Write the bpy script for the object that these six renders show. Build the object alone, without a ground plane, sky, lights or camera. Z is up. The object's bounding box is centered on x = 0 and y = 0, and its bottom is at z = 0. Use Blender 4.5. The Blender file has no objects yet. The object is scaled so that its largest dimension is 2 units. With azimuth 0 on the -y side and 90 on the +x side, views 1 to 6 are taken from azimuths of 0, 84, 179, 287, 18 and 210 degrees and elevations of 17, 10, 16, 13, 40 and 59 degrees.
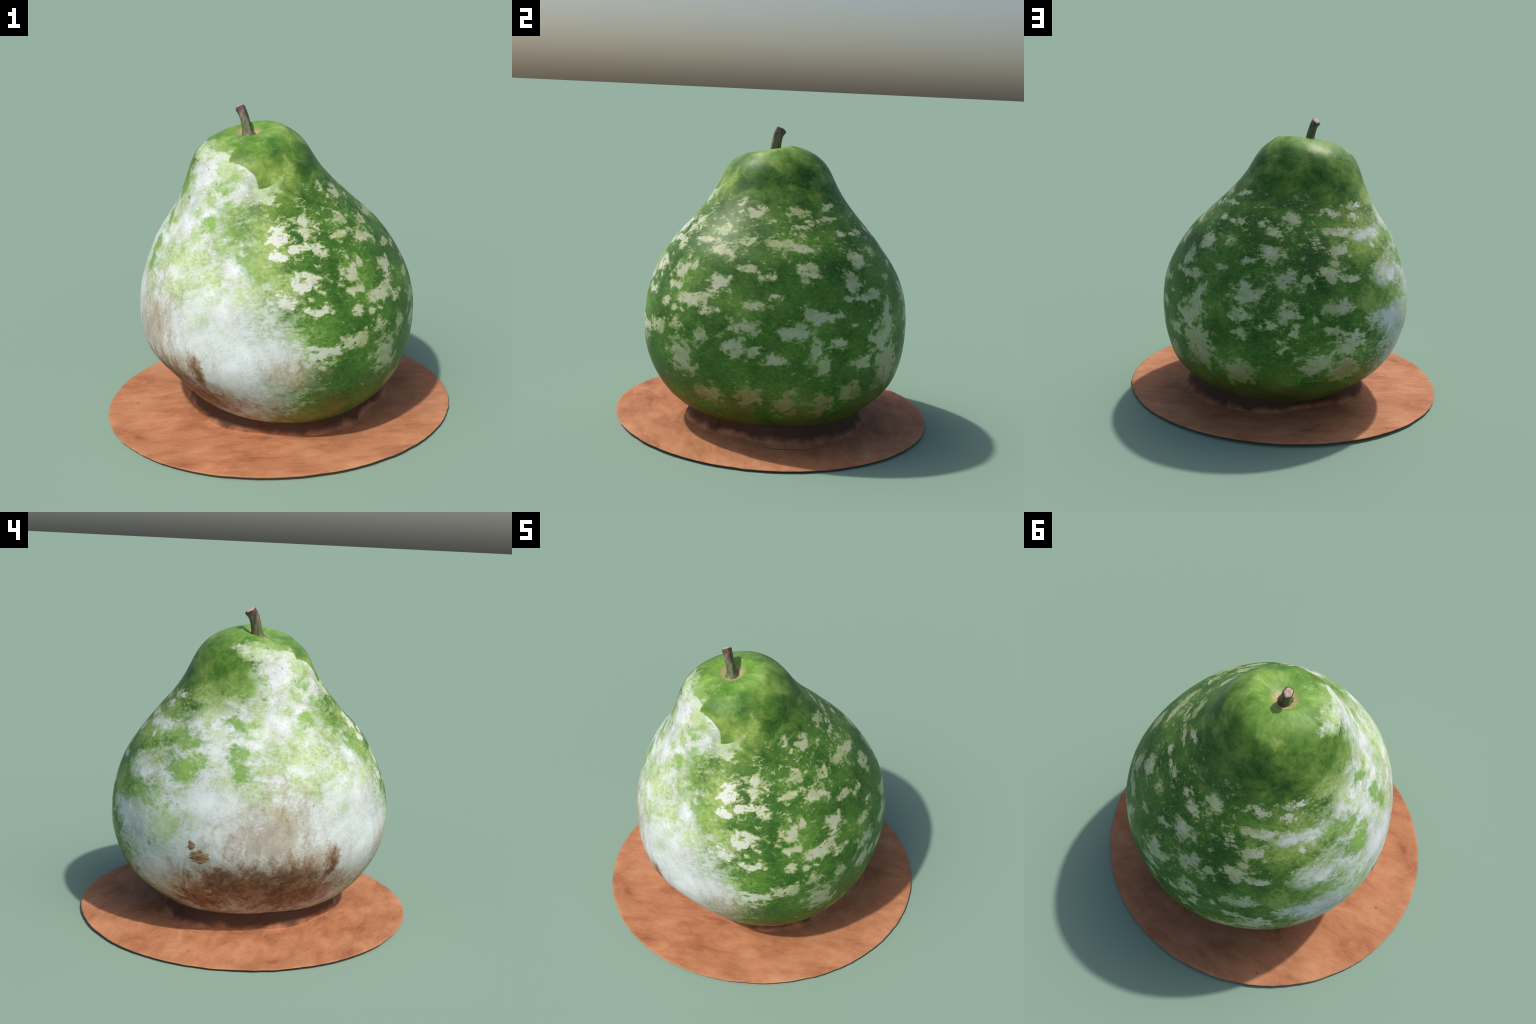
"""A pear-shaped speckled gourd standing on a round terracotta disc."""
import bpy, bmesh, math, random
import numpy as np
from mathutils import noise, Vector

random.seed(7)
TAU = 2 * math.pi
SECTORS = 12

# ----------------------------------------------------------------- the fruit
# Level rings from the foot to the stem hollow: centre x, y, height, radius,
# tilt along x and y, and the slight ovalness (2nd harmonic) and three-sidedness
# (3rd harmonic) of the cross-section.
RINGS = [
    (0.090, 0.048, 0.012, 0.290, 0.0, 0.0, 0.024, 0.008, 0.0, 0.02),
    (0.089, 0.047, 0.018, 0.350, 0.0, 0.0, 0.024, 0.008, 0.0, 0.02),
    (0.089, 0.046, 0.030, 0.395, -0.004, -0.001, 0.024, 0.008, -0.009, 0.027),
    (0.079, 0.033, 0.070, 0.477, 0.003, 0.004, 0.013, -0.001, -0.012, 0.028),
    (0.065, 0.014, 0.130, 0.555, 0.014, 0.011, 0.002, -0.010, -0.015, 0.028),
    (0.063, 0.017, 0.220, 0.646, 0.025, 0.007, -0.010, -0.019, -0.018, 0.026),
    (0.051, 0.012, 0.350, 0.729, 0.045, -0.010, -0.011, -0.018, -0.010, 0.021),
    (0.029, 0.008, 0.500, 0.779, 0.048, 0.002, -0.010, -0.012, -0.004, 0.010),
    (0.021, 0.010, 0.650, 0.788, 0.034, -0.002, -0.008, -0.013, -0.009, 0.009),
    (0.013, 0.007, 0.800, 0.762, 0.011, 0.003, -0.010, -0.001, -0.007, 0.008),
    (0.002, 0.003, 0.940, 0.703, 0.001, 0.004, -0.012, 0.004, -0.004, 0.009),
    (-0.004, 0.001, 1.070, 0.623, -0.002, -0.000, -0.009, -0.002, -0.011, 0.013),
    (-0.025, -0.002, 1.190, 0.523, 0.002, 0.005, -0.012, 0.005, -0.011, 0.014),
    (-0.052, -0.007, 1.310, 0.427, 0.009, 0.008, -0.003, 0.012, -0.008, 0.009),
    (-0.075, -0.012, 1.420, 0.360, 0.019, 0.008, 0.001, 0.011, -0.005, 0.001),
    (-0.085, -0.018, 1.510, 0.313, 0.036, 0.030, 0.004, 0.009, -0.002, -0.003),
    (-0.086, -0.031, 1.570, 0.262, 0.047, 0.074, 0.011, 0.018, -0.003, -0.003),
    (-0.075, -0.053, 1.605, 0.205, 0.045, 0.142, 0.024, 0.034, -0.006, 0.001),
    (-0.066, -0.078, 1.6230, 0.155, 0.075, 0.195, 0.040, 0.045, -0.01, 0.0),
    (-0.076, -0.060, 1.6270, 0.110, 0.080, 0.170, 0.020, 0.02, 0.0, 0.0),
    (-0.089, -0.046, 1.6150, 0.066, 0.060, 0.110, 0.0, 0.0, 0.0, 0.0),
    (-0.096, -0.039, 1.6000, 0.032, 0.0, 0.0, 0.0, 0.0, 0.0, 0.0),
]

# Where the skin changes colour: (azimuth in degrees, height, half width, half height)
SHOULDER_FLECKS = [
    (-92, 1.32, 0.058, 0.023), (-87, 1.17, 0.049, 0.062), (-70, 1.20, 0.050, 0.049), (-45, 1.20, 0.053, 0.017),
    (-43, 1.34, 0.026, 0.023), (-40, 1.28, 0.052, 0.010), (-25, 1.30, 0.047, 0.027), (-24, 1.14, 0.041, 0.019),
    (-12, 1.26, 0.030, 0.010), (-1, 1.14, 0.087, 0.035), (8, 1.22, 0.047, 0.010), (10, 1.31, 0.056, 0.017),
    (21, 1.26, 0.031, 0.014), (33, 1.27, 0.084, 0.011), (35, 1.20, 0.037, 0.016), (41, 1.33, 0.046, 0.013),
    (53, 1.19, 0.046, 0.010), (70, 1.20, 0.038, 0.016), (77, 1.16, 0.047, 0.022), (89, 1.24, 0.047, 0.036),
    (117, 1.26, 0.044, 0.023), (119, 1.17, 0.077, 0.017), (136, 1.23, 0.038, 0.019), (142, 1.29, 0.059, 0.016),
]
UPPER_BELLY_PATCHES = [
    (-88, 1.08, 0.047, 0.028), (-80, 1.10, 0.057, 0.020), (-79, 0.95, 0.099, 0.052), (-69, 1.09, 0.033, 0.022),
    (-58, 0.97, 0.058, 0.049), (-52, 1.13, 0.042, 0.026), (-50, 1.00, 0.024, 0.027), (-36, 1.10, 0.072, 0.035),
    (-33, 0.93, 0.065, 0.043), (-19, 1.02, 0.073, 0.019), (-12, 0.98, 0.043, 0.021), (8, 1.12, 0.065, 0.017),
    (9, 1.02, 0.057, 0.048), (30, 0.95, 0.055, 0.057), (39, 1.06, 0.064, 0.036), (52, 1.10, 0.041, 0.013),
    (54, 0.96, 0.034, 0.013), (69, 1.01, 0.035, 0.016), (78, 1.06, 0.075, 0.046), (89, 0.94, 0.080, 0.050),
    (98, 0.93, 0.028, 0.023), (104, 1.12, 0.038, 0.017), (111, 0.97, 0.057, 0.046), (117, 1.07, 0.065, 0.030),
    (119, 0.93, 0.067, 0.023), (142, 0.94, 0.076, 0.047), (142, 1.11, 0.049, 0.035),
]
MIDDLE_BELLY_PATCHES = [
    (-86, 0.88, 0.072, 0.038), (-75, 0.83, 0.068, 0.028), (-62, 0.64, 0.082, 0.039), (-58, 0.67, 0.043, 0.021),
    (-58, 0.79, 0.038, 0.033), (-56, 0.89, 0.058, 0.031), (-51, 0.78, 0.049, 0.020), (-49, 0.68, 0.028, 0.040),
    (-43, 0.83, 0.131, 0.038), (-36, 0.64, 0.049, 0.039), (-35, 0.80, 0.049, 0.024), (-18, 0.72, 0.074, 0.038),
    (-15, 0.83, 0.080, 0.020), (-7, 0.89, 0.043, 0.014), (2, 0.71, 0.077, 0.043), (11, 0.78, 0.073, 0.038),
    (18, 0.80, 0.070, 0.015), (19, 0.65, 0.041, 0.028), (26, 0.74, 0.034, 0.012), (26, 0.88, 0.032, 0.020),
    (37, 0.88, 0.097, 0.032), (42, 0.65, 0.083, 0.082), (46, 0.72, 0.068, 0.072), (48, 0.81, 0.041, 0.043),
    (69, 0.72, 0.069, 0.041), (72, 0.84, 0.090, 0.062), (80, 0.67, 0.038, 0.024), (89, 0.74, 0.075, 0.055),
    (92, 0.65, 0.038, 0.059), (100, 0.73, 0.027, 0.026), (109, 0.64, 0.058, 0.029), (111, 0.77, 0.083, 0.046),
    (138, 0.67, 0.141, 0.050), (154, 0.75, 0.091, 0.051),
]
LOWER_BELLY_PATCHES = [
    (-78, 0.60, 0.151, 0.054), (-46, 0.51, 0.082, 0.093), (-35, 0.31, 0.066, 0.048), (-21, 0.61, 0.072, 0.058),
    (-17, 0.32, 0.053, 0.066), (-14, 0.58, 0.044, 0.026), (-6, 0.55, 0.061, 0.027), (0, 0.29, 0.064, 0.071),
    (10, 0.60, 0.051, 0.082), (13, 0.52, 0.037, 0.057), (15, 0.29, 0.041, 0.063), (28, 0.36, 0.069, 0.047),
    (32, 0.53, 0.064, 0.031), (45, 0.49, 0.083, 0.128), (49, 0.47, 0.086, 0.114), (67, 0.35, 0.097, 0.076),
    (69, 0.61, 0.052, 0.029), (87, 0.54, 0.041, 0.046), (102, 0.43, 0.100, 0.072), (117, 0.38, 0.097, 0.079),
    (117, 0.54, 0.113, 0.076),
]
WHITE_BLEACHED = [
    (-143, 1.40, 0.138, 0.146), (-144, 1.17, 0.204, 0.094), (177, 1.17, 0.090, 0.092), (-158, 1.54, 0.107, 0.046),
    (-127, 1.50, 0.137, 0.074), (-123, 1.36, 0.144, 0.077), (-136, 1.24, 0.144, 0.074), (-96, 1.39, 0.076, 0.069),
    (-178, 1.01, 0.087, 0.092), (173, 0.82, 0.128, 0.080), (143, 0.90, 0.096, 0.054), (143, 1.13, 0.148, 0.034),
    (155, 0.74, 0.123, 0.063), (-111, 0.93, 0.145, 0.092), (141, 0.67, 0.094, 0.069), (-108, 1.02, 0.086, 0.085),
    (-136, 1.15, 0.120, 0.084), (-93, 0.60, 0.149, 0.107),
]
GREEN_LEFT = [
    (162, 1.43, 0.206, 0.096), (-175, 1.38, 0.124, 0.057), (159, 1.09, 0.133, 0.052), (167, 0.96, 0.118, 0.078),
    (136, 1.04, 0.191, 0.067), (-170, 1.19, 0.079, 0.028), (-167, 1.04, 0.067, 0.047), (-166, 0.94, 0.058, 0.062),
    (-107, 1.17, 0.113, 0.042), (-98, 1.06, 0.103, 0.066), (-128, 1.20, 0.043, 0.039), (-123, 1.38, 0.053, 0.028),
    (-106, 1.19, 0.096, 0.039), (-98, 1.06, 0.058, 0.084), (-112, 1.29, 0.071, 0.030), (139, 0.80, 0.247, 0.076),
    (-127, 1.57, 0.119, 0.023),
]
PALE_GREEN = [
    (-152, 0.96, 0.104, 0.046), (-135, 0.91, 0.156, 0.057), (-145, 1.01, 0.109, 0.038), (171, 1.25, 0.116, 0.046),
    (-137, 0.90, 0.130, 0.062), (-127, 1.07, 0.085, 0.035), (-91, 0.99, 0.081, 0.058), (-96, 1.23, 0.065, 0.071),
    (163, 0.65, 0.128, 0.105), (-89, 1.40, 0.069, 0.045), (-97, 1.38, 0.068, 0.060),
]
TAN_WASH = [
    (-157, 0.60, 0.276, 0.144), (-153, 0.75, 0.103, 0.084), (178, 0.29, 0.217, 0.162), (-85, 0.50, 0.150, 0.097),
    (-150, 0.63, 0.205, 0.247), (-138, 0.48, 0.238, 0.125),
]
BROWN_ROT = [
    (-161, 0.33, 0.228, 0.108), (-141, 0.39, 0.138, 0.083), (-141, 0.26, 0.246, 0.110), (-175, 0.41, 0.069, 0.041),
    (176, 0.23, 0.120, 0.070), (-126, 0.44, 0.034, 0.094),
]
SCAB = [
    (179, 0.51, 0.054, 0.038), (176, 0.57, 0.017, 0.028),
]
WARTS = [
    (-131, 1.40, 0.008, 0.009), (-156, 1.31, 0.015, 0.008), (-155, 1.31, 0.007, 0.009), (-171, 1.24, 0.007, 0.008),
    (-141, 1.47, 0.007, 0.007), (-162, 0.42, 0.020, 0.020), (-165, 1.52, 0.009, 0.008), (156, 0.53, 0.014, 0.018),
    (-135, 0.79, 0.007, 0.007),
]


# Broad swellings (+) and hollows (-) of the belly:
# azimuth, height, amount, half width in degrees, half height
SWELLS = [
    (-40, 0.98, 0.007, 24, 0.16), (-42, 0.68, 0.007, 20, 0.14), (-40, 0.33, 0.010, 20, 0.09),
    (-134, 0.58, 0.019, 18, 0.15), (-135, 0.38, 0.010, 14, 0.07), (-165, 0.86, -0.008, 14, 0.14),
    (-150, 0.27, -0.018, 15, 0.09), (67, 0.66, -0.010, 18, 0.14), (8, 1.02, 0.006, 18, 0.14),
    (-12, 0.62, -0.006, 18, 0.16), (97, 0.24, 0.018, 22, 0.10), (20, 0.06, -0.034, 34, 0.04), (82, 0.37, 0.011, 18, 0.10), (13, 0.25, 0.013, 16, 0.06), (-60, 0.36, 0.007, 16, 0.10),
]


def spline(table, count):
    """Natural cubic spline through the rows of a table, sampled count times."""
    table = np.array(table, float)
    k = len(table)
    a, b = np.zeros((k, k)), np.zeros((k, k))
    a[0, 0] = a[-1, -1] = 1
    for i in range(1, k - 1):
        a[i, i - 1:i + 2] = (1, 4, 1)
        b[i, i - 1:i + 2] = (6, -12, 6)
    curve = np.linalg.solve(a, b @ table)
    t = np.linspace(0, k - 1, count)
    i = np.minimum(t.astype(int), k - 2)
    u = (t - i)[:, None]
    return ((1 - u) * table[i] + u * table[i + 1]
            + ((1 - u) ** 3 - (1 - u)) / 6 * curve[i] + (u ** 3 - u) / 6 * curve[i + 1])


def ring_points(rows, around):
    th = np.arange(around) * TAU / around
    r = rows[:, 3:4] * (1 + rows[:, 6:7] * np.cos(2 * th) + rows[:, 7:8] * np.sin(2 * th)
                        + rows[:, 8:9] * np.cos(3 * th) + rows[:, 9:10] * np.sin(3 * th))
    dx, dy = r * np.cos(th), r * np.sin(th)
    z = rows[:, 2:3] + rows[:, 4:5] * dx + rows[:, 5:6] * dy
    return np.stack([rows[:, 0:1] + dx, rows[:, 1:2] + dy, z], -1)


def loft(name, pts, cap_low=True, cap_high=True, smooth=True):
    m, n, _ = pts.shape
    verts = [tuple(p) for p in pts.reshape(-1, 3)]
    faces = [(j * n + i, j * n + (i + 1) % n, (j + 1) * n + (i + 1) % n, (j + 1) * n + i)
             for j in range(m - 1) for i in range(n)]
    for want, j, flip in ((cap_low, 0, True), (cap_high, m - 1, False)):
        if want:
            c = len(verts)
            verts.append(tuple(pts[j].mean(0)))
            for i in range(n):
                p, q = j * n + i, j * n + (i + 1) % n
                faces.append((q, p, c) if flip else (p, q, c))
    me = bpy.data.meshes.new(name)
    me.from_pydata(verts, [], faces)
    me.update()
    for p in me.polygons:
        p.use_smooth = smooth
    ob = bpy.data.objects.new(name, me)
    bpy.context.scene.collection.objects.link(ob)
    return ob


BODY_ROWS = spline(RINGS, 330)
BODY = ring_points(BODY_ROWS, 300)
AZIMUTH = np.degrees(np.arctan2(BODY[..., 1], BODY[..., 0]))
swell = np.zeros(AZIMUTH.shape)
for az, z, amount, wide, high in SWELLS:
    off = (AZIMUTH - az + 180) % 360 - 180
    swell += amount * np.exp(-0.5 * ((off / wide) ** 2 + ((BODY[..., 2] - z) / high) ** 2))
BODY[..., 0] += swell * np.cos(np.radians(AZIMUTH))
BODY[..., 1] += swell * np.sin(np.radians(AZIMUTH))
FOUND = {}


def on_skin(azimuth, height):
    """The point of the fruit's skin at an azimuth and a height."""
    if (azimuth, height) in FOUND:
        return FOUND[azimuth, height]
    a = math.radians(azimuth)
    d = np.abs((np.arctan2(BODY[..., 1], BODY[..., 0]) - a + math.pi) % TAU - math.pi)
    cost = d + 3 * np.abs(BODY[..., 2] - height) + np.where(BODY_ROWS[:, 3:4] < 0.16, 9, 0)
    FOUND[azimuth, height] = BODY.reshape(-1, 3)[cost.argmin()]
    return FOUND[azimuth, height]


# ------------------------------------------------------------ node shorthand
class Nodes:
    sector = None

    def __init__(self, name):
        self.mat = bpy.data.materials.new(name)
        self.mat.use_nodes = True
        self.t = self.mat.node_tree
        self.bsdf = self.t.nodes["Principled BSDF"]
        self.coord = self.new("ShaderNodeTexCoord").outputs["Object"]

    def new(self, kind, **attrs):
        n = self.t.nodes.new(kind)
        for k, v in attrs.items():
            setattr(n, k, v)
        return n

    def put(self, socket, value):
        if isinstance(value, bpy.types.NodeSocket):
            self.t.links.new(value, socket)
        else:
            socket.default_value = value

    def math(self, op, a, b=0.0, clamp=False):
        n = self.new("ShaderNodeMath", operation=op, use_clamp=clamp)
        self.put(n.inputs[0], a)
        self.put(n.inputs[1], b)
        return n.outputs[0]

    def vec(self, op, a, b=(0, 0, 0)):
        n = self.new("ShaderNodeVectorMath", operation=op)
        self.put(n.inputs[0], a)
        if op != "LENGTH":
            self.put(n.inputs[1], b)
        return n.outputs["Value" if op in ("LENGTH", "DOT_PRODUCT") else "Vector"]

    def mapping(self, vector, loc=(0, 0, 0), rot=(0, 0, 0), scale=(1, 1, 1), kind="POINT"):
        n = self.new("ShaderNodeMapping", vector_type=kind)
        self.put(n.inputs["Vector"], vector)
        n.inputs["Location"].default_value = loc
        n.inputs["Rotation"].default_value = rot
        n.inputs["Scale"].default_value = scale
        return n.outputs[0]

    def noise(self, vector, scale, detail=4, rough=0.55, colour=False, distortion=0.0):
        n = self.new("ShaderNodeTexNoise")
        self.put(n.inputs["Vector"], vector)
        n.inputs["Scale"].default_value = scale
        n.inputs["Detail"].default_value = detail
        n.inputs["Roughness"].default_value = rough
        n.inputs["Distortion"].default_value = distortion
        return n.outputs["Color" if colour else "Fac"]

    def step(self, value, low, high, out0=0.0, out1=1.0):
        n = self.new("ShaderNodeMapRange", interpolation_type="SMOOTHSTEP")
        self.put(n.inputs["Value"], value)
        for k, v in zip(("From Min", "From Max", "To Min", "To Max"), (low, high, out0, out1)):
            n.inputs[k].default_value = v
        return n.outputs[0]

    def mix(self, fac, a, b):
        n = self.new("ShaderNodeMix", data_type="RGBA")
        self.put(n.inputs["Factor"], fac)
        for s, v in ((n.inputs[6], a), (n.inputs[7], b)):
            self.put(s, v if isinstance(v, bpy.types.NodeSocket) else (*v, 1))
        return n.outputs[2]

    def ramp(self, value, *stops):
        n = self.new("ShaderNodeValToRGB")
        self.put(n.inputs[0], value)
        e = n.color_ramp.elements
        while len(e) < len(stops):
            e.new(0.5)
        for el, (p, c) in zip(e, stops):
            el.position, el.color = p, (*c, 1)
        return n.outputs[0]

    def wobble(self, vector, *layers):
        """Shift coordinates by noise: (scale, amount along x, y, z) per layer."""
        out = vector
        for scale, ax, ay, az, stretch in layers:
            src = self.mapping(vector, scale=(1, 1, stretch))
            n = self.vec("SUBTRACT", self.noise(src, scale, 4, 0.6, True), (0.5, 0.5, 0.5))
            out = self.vec("ADD", out, self.vec("MULTIPLY", n, (ax, ay, az)))
        return out

    def spots(self, vector, table, grow=1.0, depth=0.22, join="MINIMUM"):
        """Distance field of a list of oval spots on the skin: < 1 inside any."""
        field = None
        for az, z, w, h in table:
            p = on_skin(az, z)
            if self.sector is not None:       # leave out spots that cannot reach this side
                reach = math.degrees((w * grow * 1.5 + 0.10) / max(0.2, math.hypot(p[0], p[1]))) + 180 / SECTORS
                if abs((az - self.sector + 180) % 360 - 180) > reach:
                    continue
            here = vector
            if field is not None:             # taken one after the other: keeps few values alive at once
                n = self.new("ShaderNodeVectorMath", operation="MULTIPLY_ADD")
                self.put(n.inputs[0], field)
                n.inputs[1].default_value = (1e-7, 1e-7, 1e-7)
                self.put(n.inputs[2], vector)
                here = n.outputs[0]
            m = self.mapping(here, loc=tuple(p), rot=(0, 0, math.radians(az)),
                             scale=(depth, w * grow, h * grow), kind="TEXTURE")
            d = self.vec("LENGTH", m)
            field = d if field is None else self.math(join, field, d)
        return 9.0 if field is None else field


# ------------------------------------------------------------- skin material
def skin_material(sector):
    """The rind as seen in one sector of the compass; neighbours agree where they meet."""
    s = Nodes("gourd_skin")
    s.sector = sector
    obj = s.coord
    ragged = s.wobble(obj, (8, 0.10, 0.10, 0.07, 1.3), (20, 0.11, 0.11, 0.06, 1.7))
    soft = s.wobble(obj, (6, 0.16, 0.16, 0.12, 1.0), (22, 0.07, 0.07, 0.07, 1.0))
    sep = s.new("ShaderNodeSeparateXYZ")
    s.put(sep.inputs[0], obj)
    height = sep.outputs[2]

    fine = s.noise(s.mapping(obj, scale=(1, 1, 1.6)), 40, 5, 0.65)
    cloud = s.noise(obj, 4.5, 4, 0.6)
    grain = s.noise(s.mapping(obj, scale=(1, 1, 1.5)), 95, 3, 0.6)

    # green ground of the rind, clouded dark and light
    def jitter(source, amount):
        return s.math("MULTIPLY", s.math("SUBTRACT", source, 0.5), amount)

    tone = s.math("ADD", s.math("MULTIPLY", cloud, 0.6), s.math("MULTIPLY", fine, 0.4))
    green = s.ramp(tone, (0.35, (0.028, 0.085, 0.015)), (0.46, (0.054, 0.145, 0.021)),  # greens deepened part-way toward the baked shading of the rind
                   (0.56, (0.095, 0.215, 0.032)), (0.68, (0.19, 0.33, 0.064)))
    # the neck is cloudier, streaked lighter towards the stem
    polar = s.vec("SUBTRACT", obj, (-0.096, -0.039, 1.610))
    away = s.vec("LENGTH", polar)
    streaks = s.noise(s.mapping(s.vec("NORMALIZE", polar), scale=(1, 1, 0.4)), 7, 5, 0.68)
    mottle = s.noise(s.mapping(soft, scale=(1, 1, 1.4)), 7.5, 5, 0.65)
    crown = s.ramp(s.math("ADD", s.math("MULTIPLY", streaks, 0.4), s.math("MULTIPLY", mottle, 0.6)),
                   (0.34, (0.085, 0.215, 0.030)), (0.46, (0.15, 0.31, 0.050)), (0.56, (0.23, 0.40, 0.080)), (0.68, (0.42, 0.56, 0.17)))
    neck = s.ramp(mottle, (0.36, (0.034, 0.095, 0.016)), (0.48, (0.075, 0.175, 0.026)),
                  (0.58, (0.145, 0.255, 0.042)), (0.70, (0.26, 0.36, 0.085)))
    green = s.mix(s.step(s.math("ADD", height, jitter(cloud, 0.3)), 1.18, 1.36), green, neck)
    green = s.mix(s.step(s.math("ADD", away, s.math("MULTIPLY", cloud, 0.2)), 0.22, 0.44, 1, 0), green, crown)
    # a paler, yellower haze runs beside the bleached side
    haze = s.math("ADD", s.spots(soft, LIME_HAZE), jitter(mottle, 2.4))
    lime = s.ramp(fine, (0.34, (0.19, 0.34, 0.055)), (0.62, (0.42, 0.52, 0.14)))
    green = s.mix(s.math("MULTIPLY", s.step(haze, 1.35, 0.35), 0.8), green, lime)

    # cream patches, ragged sideways
    field = s.spots(ragged, SHOULDER_FLECKS + UPPER_BELLY_PATCHES + MIDDLE_BELLY_PATCHES
                    + LOWER_BELLY_PATCHES, grow=0.93)
    near = s.step(field, 2.4, 1.0)
    tatter = s.noise(s.mapping(obj, scale=(1, 1, 1.4)), 17, 5, 0.62)
    shred = s.noise(s.mapping(obj, scale=(1, 1, 1.9)), 52, 4, 0.65)
    field = s.math("ADD", field, jitter(tatter, 4.6))
    field = s.math("ADD", field, jitter(shred, 1.3))
    cream_tone = s.ramp(s.noise(obj, 14, 4, 0.6), (0.35, (0.40, 0.44, 0.20)), (0.52, (0.50, 0.53, 0.33)),
                        (0.7, (0.58, 0.59, 0.44)))
    cream_tone = s.mix(s.step(s.vec("DOT_PRODUCT", soft, (-0.90, -0.44, 0.0)), -0.10, 0.40), cream_tone, (0.70, 0.73, 0.68))
    cream_tone = s.mix(s.step(s.math("ADD", height, jitter(cloud, 0.5)), 0.56, 0.30), cream_tone, (0.36, 0.31, 0.145))
    edge = s.mix(0.5, green, (0.36, 0.46, 0.15))
    col = s.mix(s.step(field, 1.50, 0.95), green, edge)
    col = s.mix(s.step(field, 1.06, 0.68), col, cream_tone)
    # crumbs of cream between the patches, mostly on the shoulder
    crumbs = s.noise(s.mapping(ragged, scale=(1, 1, 2.2)), 21, 4, 0.65)
    shoulder = s.math("MULTIPLY", s.step(height, 0.95, 1.14), s.step(height, 1.42, 1.30))
    crumbs = s.math("ADD", crumbs, s.math("ADD", s.math("MULTIPLY", shoulder, 0.045), s.math("MULTIPLY", near, 0.03)))
    col = s.mix(s.math("MULTIPLY", s.step(crumbs, 0.62, 0.70), s.step(height, 1.42, 1.34)), col, (0.37, 0.44, 0.21))

    # the bleached side
    side = s.vec("DOT_PRODUCT", soft, (-0.90, -0.44, 0.0))
    side = s.math("ADD", side, s.math("MULTIPLY", s.step(height, 1.25, 0.55), 0.12))
    side = s.math("ADD", side, s.math("ADD", jitter(fine, 0.35), jitter(tatter, 0.45)))
    bleached = s.math("MULTIPLY", s.step(side, 0.27, 0.62), s.step(height, 1.5, 1.2))
    blobs = s.math("ADD", s.spots(soft, WHITE_BLEACHED), s.math("ADD", jitter(fine, 1.2), jitter(tatter, 2.0)))
    bleached = s.math("MAXIMUM", bleached, s.step(blobs, 1.5, 0.6))
    # on the neck the bleached skin ends in a crisp, rounded edge
    tongue = s.step(s.spots(s.wobble(obj, (14, 0.02, 0.02, 0.02, 1.0)), [TONGUE]), 1.03, 0.97)
    cap = s.step(s.spots(obj, [TONGUE_CAP]), 1.02, 0.98)
    bleached = s.math("MULTIPLY", bleached, s.math("SUBTRACT", 1.0, s.math("MULTIPLY", cap, s.math("SUBTRACT", 1.0, tongue))))
    bleached = s.math("MAXIMUM", bleached, s.math("MULTIPLY", tongue, s.step(height, 1.34, 1.46)))
    white = s.ramp(s.math("ADD", s.math("MULTIPLY", s.noise(obj, 6, 6, 0.66), 0.7), s.math("MULTIPLY", grain, 0.3)),
                   (0.34, (0.44, 0.45, 0.38)), (0.45, (0.60, 0.63, 0.61)), (0.57, (0.73, 0.77, 0.77)), (0.68, (0.79, 0.83, 0.86)))  # lightest tones keep a bluish tint of baked-in light
    pale = s.ramp(s.math("ADD", s.math("MULTIPLY", fine, 0.4), s.math("MULTIPLY", mottle, 0.6)),
                  (0.38, (0.24, 0.39, 0.10)), (0.50, (0.40, 0.53, 0.22)), (0.62, (0.58, 0.67, 0.40)))
    upper = s.step(s.math("ADD", height, jitter(cloud, 0.5)), 0.66, 0.94)
    veil = s.step(s.noise(s.mapping(ragged, scale=(1, 1, 1.2)), 6.0, 6, 0.68), 0.42, 0.60)
    pale_field = s.math("ADD", s.spots(soft, PALE_GREEN), s.math("ADD", jitter(fine, 1.0), jitter(tatter, 2.2)))
    pale_amount = s.math("MAXIMUM", s.math("MULTIPLY", s.math("MULTIPLY", veil, upper), 0.92),
                         s.math("MULTIPLY", s.step(pale_field, 1.4, 0.4), 0.8))
    skin_white = s.mix(pale_amount, white, pale)
    left = s.math("ADD", s.spots(soft, GREEN_LEFT), s.math("ADD", jitter(fine, 1.2), jitter(tatter, 2.8)))
    leaf = s.ramp(tone, (0.34, (0.10, 0.25, 0.036)), (0.62, (0.26, 0.44, 0.09)))
    left = s.math("MULTIPLY", s.step(left, 1.45, 0.45), s.math("SUBTRACT", 1.0, s.math("MULTIPLY", tongue, s.step(height, 1.34, 1.46))))
    skin_white = s.mix(s.math("MULTIPLY", left, 0.9), skin_white, leaf)
    rim = s.math("MULTIPLY", bleached, s.math("SUBTRACT", 1.0, bleached))
    col = s.mix(s.math("MULTIPLY", rim, 2.0, True), col, (0.27, 0.39, 0.10))
    col = s.mix(bleached, col, skin_white)

    # tan washes, brown rot, scab and pits
    drawn = s.noise(s.mapping(soft, scale=(1, 1, 0.45)), 20, 5, 0.68)       # streaks running down
    tan_field = s.math("ADD", s.spots(soft, TAN_WASH), s.math("ADD", jitter(fine, 1.2), jitter(drawn, 2.4)))
    tan = s.ramp(drawn, (0.34, (0.27, 0.165, 0.085)), (0.50, (0.42, 0.31, 0.20)), (0.65, (0.54, 0.44, 0.33)))
    col = s.mix(s.math("MULTIPLY", s.step(tan_field, 1.55, 0.1), 0.68), col, tan)
    low_olive = s.math("MULTIPLY", s.step(s.noise(ragged, 6, 5, 0.65), 0.40, 0.60), s.step(s.math("ADD", height, s.math("MULTIPLY", cloud, 0.3)), 0.66, 0.30))
    col = s.mix(s.math("MULTIPLY", low_olive, 0.7), col, (0.21, 0.155, 0.045))
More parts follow.
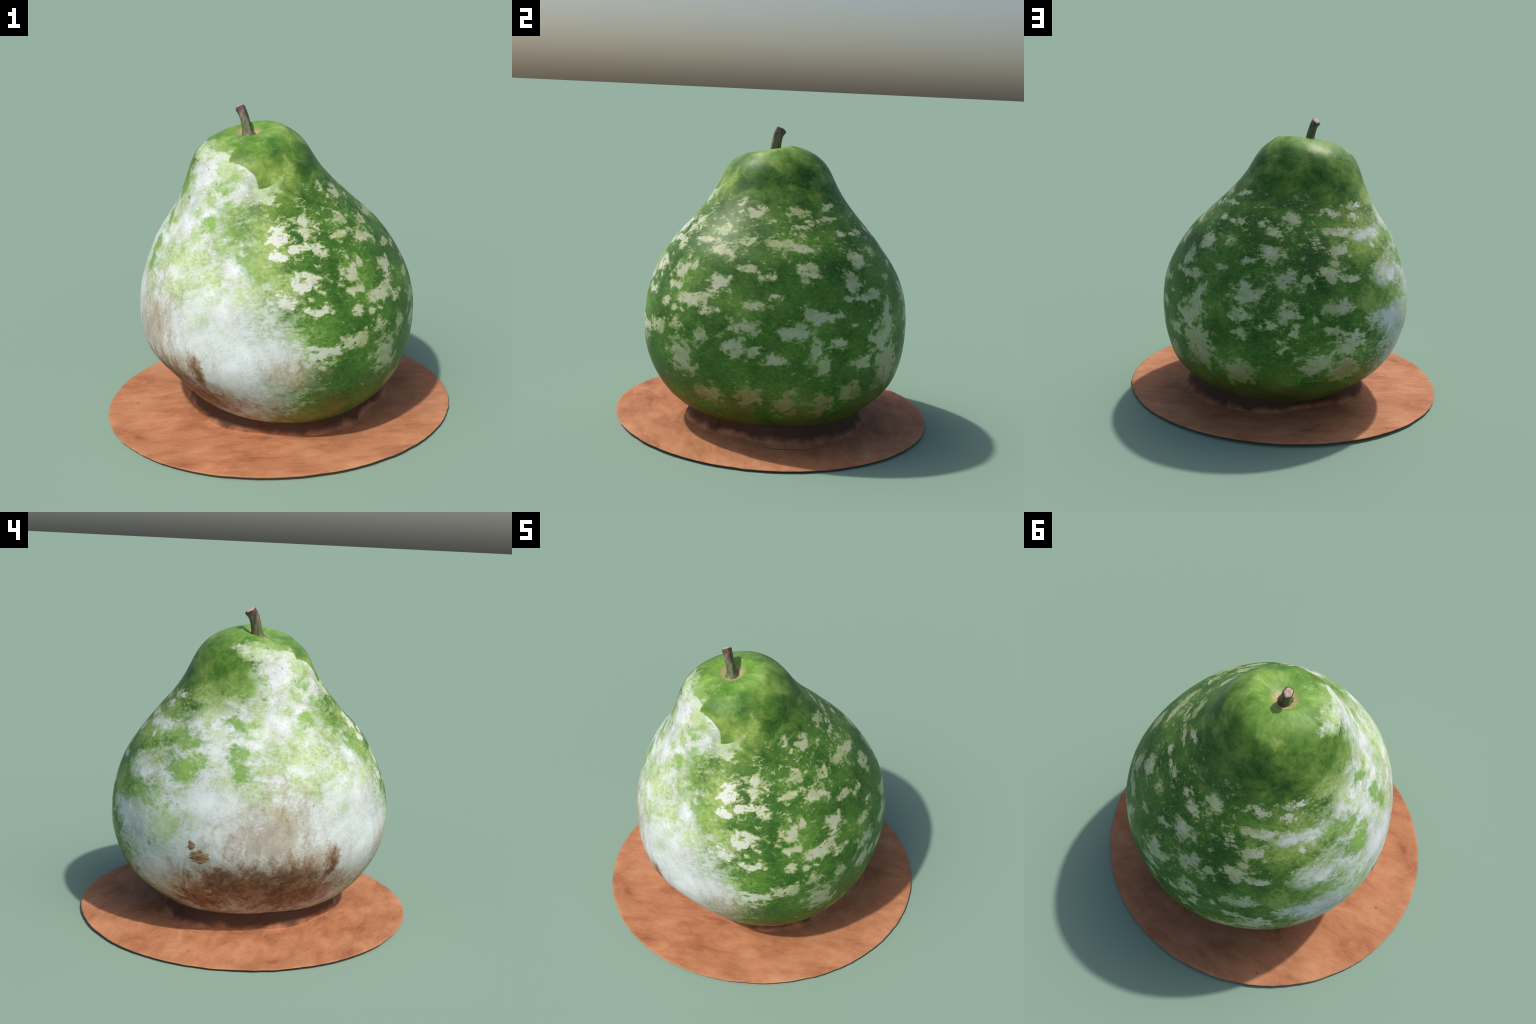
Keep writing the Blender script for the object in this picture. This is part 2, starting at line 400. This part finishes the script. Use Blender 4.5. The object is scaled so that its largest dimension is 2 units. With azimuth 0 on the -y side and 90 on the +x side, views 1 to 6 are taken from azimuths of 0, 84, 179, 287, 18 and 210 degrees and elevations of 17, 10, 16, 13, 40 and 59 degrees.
    rot_field = s.math("ADD", s.spots(s.wobble(obj, (11, 0.12, 0.12, 0.10, 0.6), (34, 0.05, 0.05, 0.07, 0.5)), BROWN_ROT),
                       s.math("ADD", jitter(fine, 0.6), jitter(drawn, 2.6)))
    rot = s.ramp(s.math("ADD", s.math("MULTIPLY", s.noise(obj, 9, 5, 0.68), 0.5), s.math("MULTIPLY", drawn, 0.5)),
                 (0.36, (0.075, 0.030, 0.018)), (0.48, (0.15, 0.070, 0.038)), (0.56, (0.25, 0.135, 0.075)), (0.68, (0.40, 0.27, 0.17)))
    col = s.mix(s.math("MULTIPLY", s.step(rot_field, 2.1, 0.8), 0.7), col, (0.29, 0.14, 0.062))
    col = s.mix(s.math("MULTIPLY", s.step(rot_field, 1.40, 0.40), 0.86), col, rot)
    scab_field = s.math("ADD", s.spots(s.wobble(obj, (26, 0.06, 0.06, 0.03, 2.0)), SCAB), jitter(fine, 1.0))
    scab = s.ramp(s.noise(s.mapping(obj, scale=(1, 1, 4)), 26, 3, 0.6), (0.36, (0.14, 0.07, 0.038)), (0.5, (0.32, 0.185, 0.105)), (0.66, (0.48, 0.32, 0.21)))
    col = s.mix(s.step(scab_field, 1.15, 0.85), col, scab)
    pit_field = s.spots(s.wobble(obj, (30, 0.012, 0.012, 0.012, 1.0)), WARTS, depth=0.06)
    col = s.mix(s.math("MULTIPLY", s.step(pit_field, 1.2, 0.5), 0.6), col, (0.21, 0.15, 0.085))
    freckles = s.new("ShaderNodeTexVoronoi")
    s.put(freckles.inputs["Vector"], s.mapping(ragged, scale=(1, 1, 0.7)))
    freckles.inputs["Scale"].default_value = 17
    dots = s.math("MULTIPLY", s.step(freckles.outputs["Distance"], 0.16, 0.06), s.step(s.noise(obj, 5, 2), 0.5, 0.6))
    dots = s.math("MULTIPLY", dots, s.step(height, 0.8, 0.5))
    col = s.mix(s.math("MULTIPLY", dots, 0.45), col, (0.24, 0.16, 0.08))

    # corky ring where the stem leaves the fruit
    cork = s.math("ADD", away, s.math("ADD", jitter(streaks, 0.11), jitter(mottle, 0.08)))
    cork_col = s.ramp(streaks, (0.35, (0.33, 0.27, 0.09)), (0.5, (0.50, 0.42, 0.20)), (0.65, (0.62, 0.56, 0.40)))
    col = s.mix(s.step(cork, 0.082, 0.048), col, cork_col)

    s.put(s.bsdf.inputs["Base Color"], col)
    s.put(s.bsdf.inputs["Roughness"], s.math("ADD", 0.44, s.math("MULTIPLY", bleached, 0.2)))
    s.bsdf.inputs["Specular IOR Level"].default_value = 0.2
    bump = s.new("ShaderNodeBump")
    bump.inputs["Strength"].default_value = 0.12
    bump.inputs["Distance"].default_value = 0.006
    s.put(bump.inputs["Height"], s.math("ADD", fine, s.math("MULTIPLY", grain, 0.4)))
    s.put(s.bsdf.inputs["Normal"], bump.outputs[0])
    return s.mat


TONGUE = (-124, 1.365, 0.175, 0.150)          # crisp end of the bleached skin on the neck
TONGUE_CAP = (-100, 1.50, 0.150, 0.130)      # green shoulder that borders it
LIME_HAZE = [(-94, 1.12, 0.085, 0.16), (-88, 0.95, 0.10, 0.07), (-84, 0.62, 0.08, 0.12), (-84, 1.42, 0.05, 0.07),
             (135, 1.14, 0.20, 0.13), (150, 0.95, 0.12, 0.12), (128, 0.78, 0.10, 0.10), (165, 1.32, 0.10, 0.08),
             (-150, 1.54, 0.13, 0.04), (-72, 1.44, 0.05, 0.08)]

# --------------------------------------------------------------- build fruit
gourd = bpy.data.objects.new("gourd", None)
gourd.location = (0.05, 0.04, 0.016)
bpy.context.scene.collection.objects.link(gourd)
gourd["label"] = "pear-shaped green gourd with cream speckles and a bleached, rotting side"
gourd["category"] = "gourd"


def adopt(child, parent):
    child.parent = parent
    child.matrix_parent_inverse = parent.matrix_world.inverted()


bpy.context.view_layer.update()

skin = BODY.copy()
normals = np.cross(np.roll(skin, -1, 1) - np.roll(skin, 1, 1), np.gradient(skin, axis=0))
normals /= np.linalg.norm(normals, axis=2)[..., None] + 1e-9
lift = np.zeros(skin.shape[:2])
for j in range(skin.shape[0]):
    for i in range(skin.shape[1]):
        p = Vector(skin[j, i])
        lift[j, i] = 0.0022 * noise.noise(p * 5.5) + 0.0008 * noise.noise(p * 19)
for az, z, w, h in SCAB:                      # a crusty ridge stands proud
    c = on_skin(az, z)
    q = np.linalg.norm((skin - c) / np.array([0.12, w, h]), axis=2)
    rough = np.sin(skin[..., 2] * 190 + skin[..., 1] * 25)
    lift += np.clip(1.15 - q, 0, 0.5) * (0.006 + 0.003 * rough)
for az, z, w, h in WARTS:                     # little sunken pits
    c = on_skin(az, z)
    q = np.linalg.norm((skin - c) / np.array([w, w, h]) , axis=2)
    lift -= 0.0015 * np.exp(-q ** 2)
fade = np.clip((BODY_ROWS[:, 3] - 0.05) / 0.1, 0, 1)[:, None]
skin += normals * (lift * fade)[..., None]
fruit = loft("fruit", skin)
for k in range(SECTORS):
    fruit.data.materials.append(skin_material(-180 + 360 / SECTORS * (k + 0.5)))
for p in fruit.data.polygons:
    k = int((math.degrees(math.atan2(p.center.y, p.center.x)) + 180) / 360 * SECTORS)
    p.material_index = min(max(k, 0), SECTORS - 1)
adopt(fruit, gourd)


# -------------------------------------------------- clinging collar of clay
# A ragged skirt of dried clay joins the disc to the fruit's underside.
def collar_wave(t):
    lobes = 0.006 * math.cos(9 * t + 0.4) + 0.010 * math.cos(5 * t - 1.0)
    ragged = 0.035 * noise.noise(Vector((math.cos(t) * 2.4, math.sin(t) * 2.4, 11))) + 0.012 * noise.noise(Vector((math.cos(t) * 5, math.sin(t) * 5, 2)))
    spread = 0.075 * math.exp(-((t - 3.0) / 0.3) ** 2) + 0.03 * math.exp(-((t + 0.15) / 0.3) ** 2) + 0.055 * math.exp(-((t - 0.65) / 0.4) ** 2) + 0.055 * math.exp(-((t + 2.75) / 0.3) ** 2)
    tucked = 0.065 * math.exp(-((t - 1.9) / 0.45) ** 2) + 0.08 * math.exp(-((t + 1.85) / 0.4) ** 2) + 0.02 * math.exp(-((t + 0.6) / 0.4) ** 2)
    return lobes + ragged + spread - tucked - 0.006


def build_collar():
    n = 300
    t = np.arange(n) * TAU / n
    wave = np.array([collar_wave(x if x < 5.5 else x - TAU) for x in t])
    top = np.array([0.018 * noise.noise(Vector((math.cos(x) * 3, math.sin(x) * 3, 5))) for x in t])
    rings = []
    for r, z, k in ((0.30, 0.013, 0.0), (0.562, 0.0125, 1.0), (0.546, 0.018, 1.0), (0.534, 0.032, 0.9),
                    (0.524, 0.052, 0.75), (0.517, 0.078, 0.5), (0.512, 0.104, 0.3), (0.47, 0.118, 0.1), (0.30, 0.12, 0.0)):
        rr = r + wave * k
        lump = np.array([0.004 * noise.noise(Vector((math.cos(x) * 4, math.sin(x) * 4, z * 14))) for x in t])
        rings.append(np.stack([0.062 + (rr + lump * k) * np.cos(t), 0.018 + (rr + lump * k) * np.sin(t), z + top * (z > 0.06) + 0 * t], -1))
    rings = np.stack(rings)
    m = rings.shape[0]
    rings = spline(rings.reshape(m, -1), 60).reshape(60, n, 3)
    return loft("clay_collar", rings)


# ---------------------------------------------------------------------- stem
def stem_materials():
    s = Nodes("stem_bark")
    sep = s.new("ShaderNodeSeparateXYZ")
    s.put(sep.inputs[0], s.coord)
    fibre = s.noise(s.mapping(s.coord, scale=(1, 1, 0.16)), 60, 4, 0.6)
    low = s.ramp(fibre, (0.35, (0.055, 0.070, 0.025)), (0.52, (0.12, 0.135, 0.06)), (0.66, (0.22, 0.23, 0.14)))
    high = s.ramp(fibre, (0.35, (0.06, 0.035, 0.027)), (0.52, (0.13, 0.082, 0.060)), (0.68, (0.24, 0.17, 0.13)))
    up = s.math("ADD", sep.outputs[2], s.math("MULTIPLY", s.noise(s.coord, 30), 0.06))
    s.put(s.bsdf.inputs["Base Color"], s.mix(s.step(up, 1.69, 1.765), low, high))
    s.bsdf.inputs["Roughness"].default_value = 0.7
    b = s.new("ShaderNodeBump")
    b.inputs["Strength"].default_value = 0.4
    b.inputs["Distance"].default_value = 0.003
    s.put(b.inputs["Height"], fibre)
    s.put(s.bsdf.inputs["Normal"], b.outputs[0])
    c = Nodes("stem_cut")
    c.put(c.bsdf.inputs["Base Color"], c.ramp(c.noise(c.coord, 70, 4), (0.3, (0.48, 0.32, 0.22)), (0.6, (0.68, 0.52, 0.40))))
    c.bsdf.inputs["Roughness"].default_value = 0.8
    return s.mat, c.mat


STEM_PATH = [  # x, y, z, half width
    (-0.095, -0.041, 1.590, 0.052), (-0.097, -0.039, 1.603, 0.041), (-0.099, -0.037, 1.618, 0.0315),
    (-0.103, -0.034, 1.645, 0.0275), (-0.110, -0.028, 1.683, 0.0262), (-0.120, -0.018, 1.718, 0.0262),
    (-0.130, -0.006, 1.740, 0.0285), (-0.134, -0.001, 1.749, 0.0275),
]
path = spline(STEM_PATH, 60)
tangent = np.gradient(path[:, :3], axis=0)
tangent /= np.linalg.norm(tangent, axis=1)[:, None]
ref = np.array([1.0, 0.0, 0.0])
u = np.cross(tangent, ref)
u /= np.linalg.norm(u, axis=1)[:, None]
v = np.cross(tangent, u)
a = np.arange(64) * TAU / 64
ribs = 1 + 0.055 * np.cos(5 * a + 0.6) + 0.03 * np.cos(3 * a)
rad = path[:, 3:4] * ribs
tip_round = np.clip((np.arange(60) - 56) / 3, 0, 1)[:, None]
rad = rad * (1 - 0.16 * tip_round ** 2)
tube = (path[:, None, :3] + (rad * np.cos(a) * 1.12)[..., None] * u[:, None, :] + (rad * np.sin(a) * 0.95)[..., None] * v[:, None, :])
stem = loft("stem", tube, cap_low=True, cap_high=False)
bark, cut = stem_materials()
stem.data.materials.append(bark)
adopt(stem, gourd)
face_rings = [tube[-1]]
centre = tube[-1].mean(0)
for k, (shrink, rise) in enumerate(((0.86, 0.004), (0.6, 0.005), (0.3, 0.003))):
    face_rings.append(centre + (tube[-1] - centre) * shrink + tangent[-1] * rise)
cut_face = loft("stem_cut_face", np.stack(face_rings), cap_low=False, cap_high=True)
cut_face.data.materials.append(cut)
adopt(cut_face, stem)


# ---------------------------------------------------------------------- disc
def disc_material(name="terracotta", strength=0.95, paint_shade=False):
    s = Nodes(name)
    long = s.noise(s.mapping(s.coord, scale=(1.5, 3.6, 3)), 2.8, 6, 0.62, distortion=0.8)
    broad = s.noise(s.coord, 3.0, 5, 0.62)
    fine = s.noise(s.mapping(s.coord, scale=(1, 3.5, 1)), 28, 4, 0.6)
    tone = s.math("ADD", s.math("MULTIPLY", long, 0.38), s.math("ADD", s.math("MULTIPLY", broad, 0.47), s.math("MULTIPLY", fine, 0.15)))
    tints = ((0.36, (0.33, 0.118, 0.052)), (0.45, (0.48, 0.192, 0.088)), (0.54, (0.58, 0.252, 0.122)), (0.65, (0.68, 0.335, 0.170)))
    col = s.ramp(tone, *[(p, tuple(v * strength for v in c)) for p, c in tints])
    if paint_shade:                                   # contact shadow under the fruit, painted darker up the collar
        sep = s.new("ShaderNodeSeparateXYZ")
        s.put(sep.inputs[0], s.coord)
        shade_height = s.math("ADD", sep.outputs[2], s.math("MULTIPLY", s.math("SUBTRACT", s.noise(s.coord, 9, 5), 0.5), 0.09))
        col = s.mix(s.math("MULTIPLY", s.step(shade_height, 0.008, 0.058), 0.9), col, (0.050, 0.026, 0.018))
    specks = s.new("ShaderNodeTexVoronoi")
    s.put(specks.inputs["Vector"], s.coord)
    specks.inputs["Scale"].default_value = 7
    dot = s.math("MULTIPLY", s.step(specks.outputs["Distance"], 0.075, 0.04), s.step(s.noise(s.coord, 3, 2), 0.52, 0.58))
    col = s.mix(s.math("MULTIPLY", dot, 0.6), col, (0.20, 0.08, 0.04))
    s.put(s.bsdf.inputs["Base Color"], col)
    s.bsdf.inputs["Roughness"].default_value = 0.75
    s.bsdf.inputs["Specular IOR Level"].default_value = 0.25
    b = s.new("ShaderNodeBump")
    b.inputs["Strength"].default_value = 0.35
    b.inputs["Distance"].default_value = 0.012
    s.put(b.inputs["Height"], s.math("ADD", long, s.math("MULTIPLY", fine, 0.25)))
    s.put(s.bsdf.inputs["Normal"], b.outputs[0])
    return s.mat


AROUND = 360
th = np.arange(AROUND) * TAU / AROUND
chips = np.array([0.004 * noise.noise(Vector((math.cos(t) * 7, math.sin(t) * 7, 3))) + 0.003 * noise.noise(Vector((math.cos(t) * 22, math.sin(t) * 22, 8))) for t in th])
rim_x, rim_y = np.cos(th) * (1.0 + chips), np.sin(th) * (0.9505 + chips)
rim_x = rim_x / np.abs(rim_x).max()
rim_top = 0.0170 - 0.0055 * np.cos(2 * th)


def disc_ring(scale, drop, k):
    x, y = rim_x * scale, rim_y * scale
    wave = np.array([0.0035 * noise.noise(Vector((p * 2.2, q * 8, 0))) + 0.002 * noise.noise(Vector((p * 5, q * 16, 4))) for p, q in zip(x, y)])
    return np.stack([x, y, rim_top * k + 0.0135 * (1 - k) + wave * min(1, 6 * (1 - scale) + 0.35) - drop], -1)


under, over = [], []
for f, z in ((0.02, 0.0), (0.3, 0.0), (0.6, 0.0), (0.88, 0.0), (0.985, 0.007)):
    under.append(np.stack([rim_x * f, rim_y * f, np.zeros(AROUND) + z], -1))
for f in (0.9985,):
    under.append(disc_ring(f, 0.0045, 1.0))
over.append(disc_ring(1.0, 0.002, 1.0))
over.append(disc_ring(0.997, 0.0, 1.0))
for f in np.linspace(0.985, 0.02, 110):
    over.append(disc_ring(f, 0.0, f))
disc = loft("clay_disc", np.stack(under + over))
disc.data.materials.append(disc_material())
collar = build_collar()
collar.data.materials.append(disc_material("collar_painted_shade", 1.0, paint_shade=True))
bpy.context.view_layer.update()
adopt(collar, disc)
disc["label"] = "thin round orange terracotta disc with streaked surface"
disc["category"] = "clay saucer"
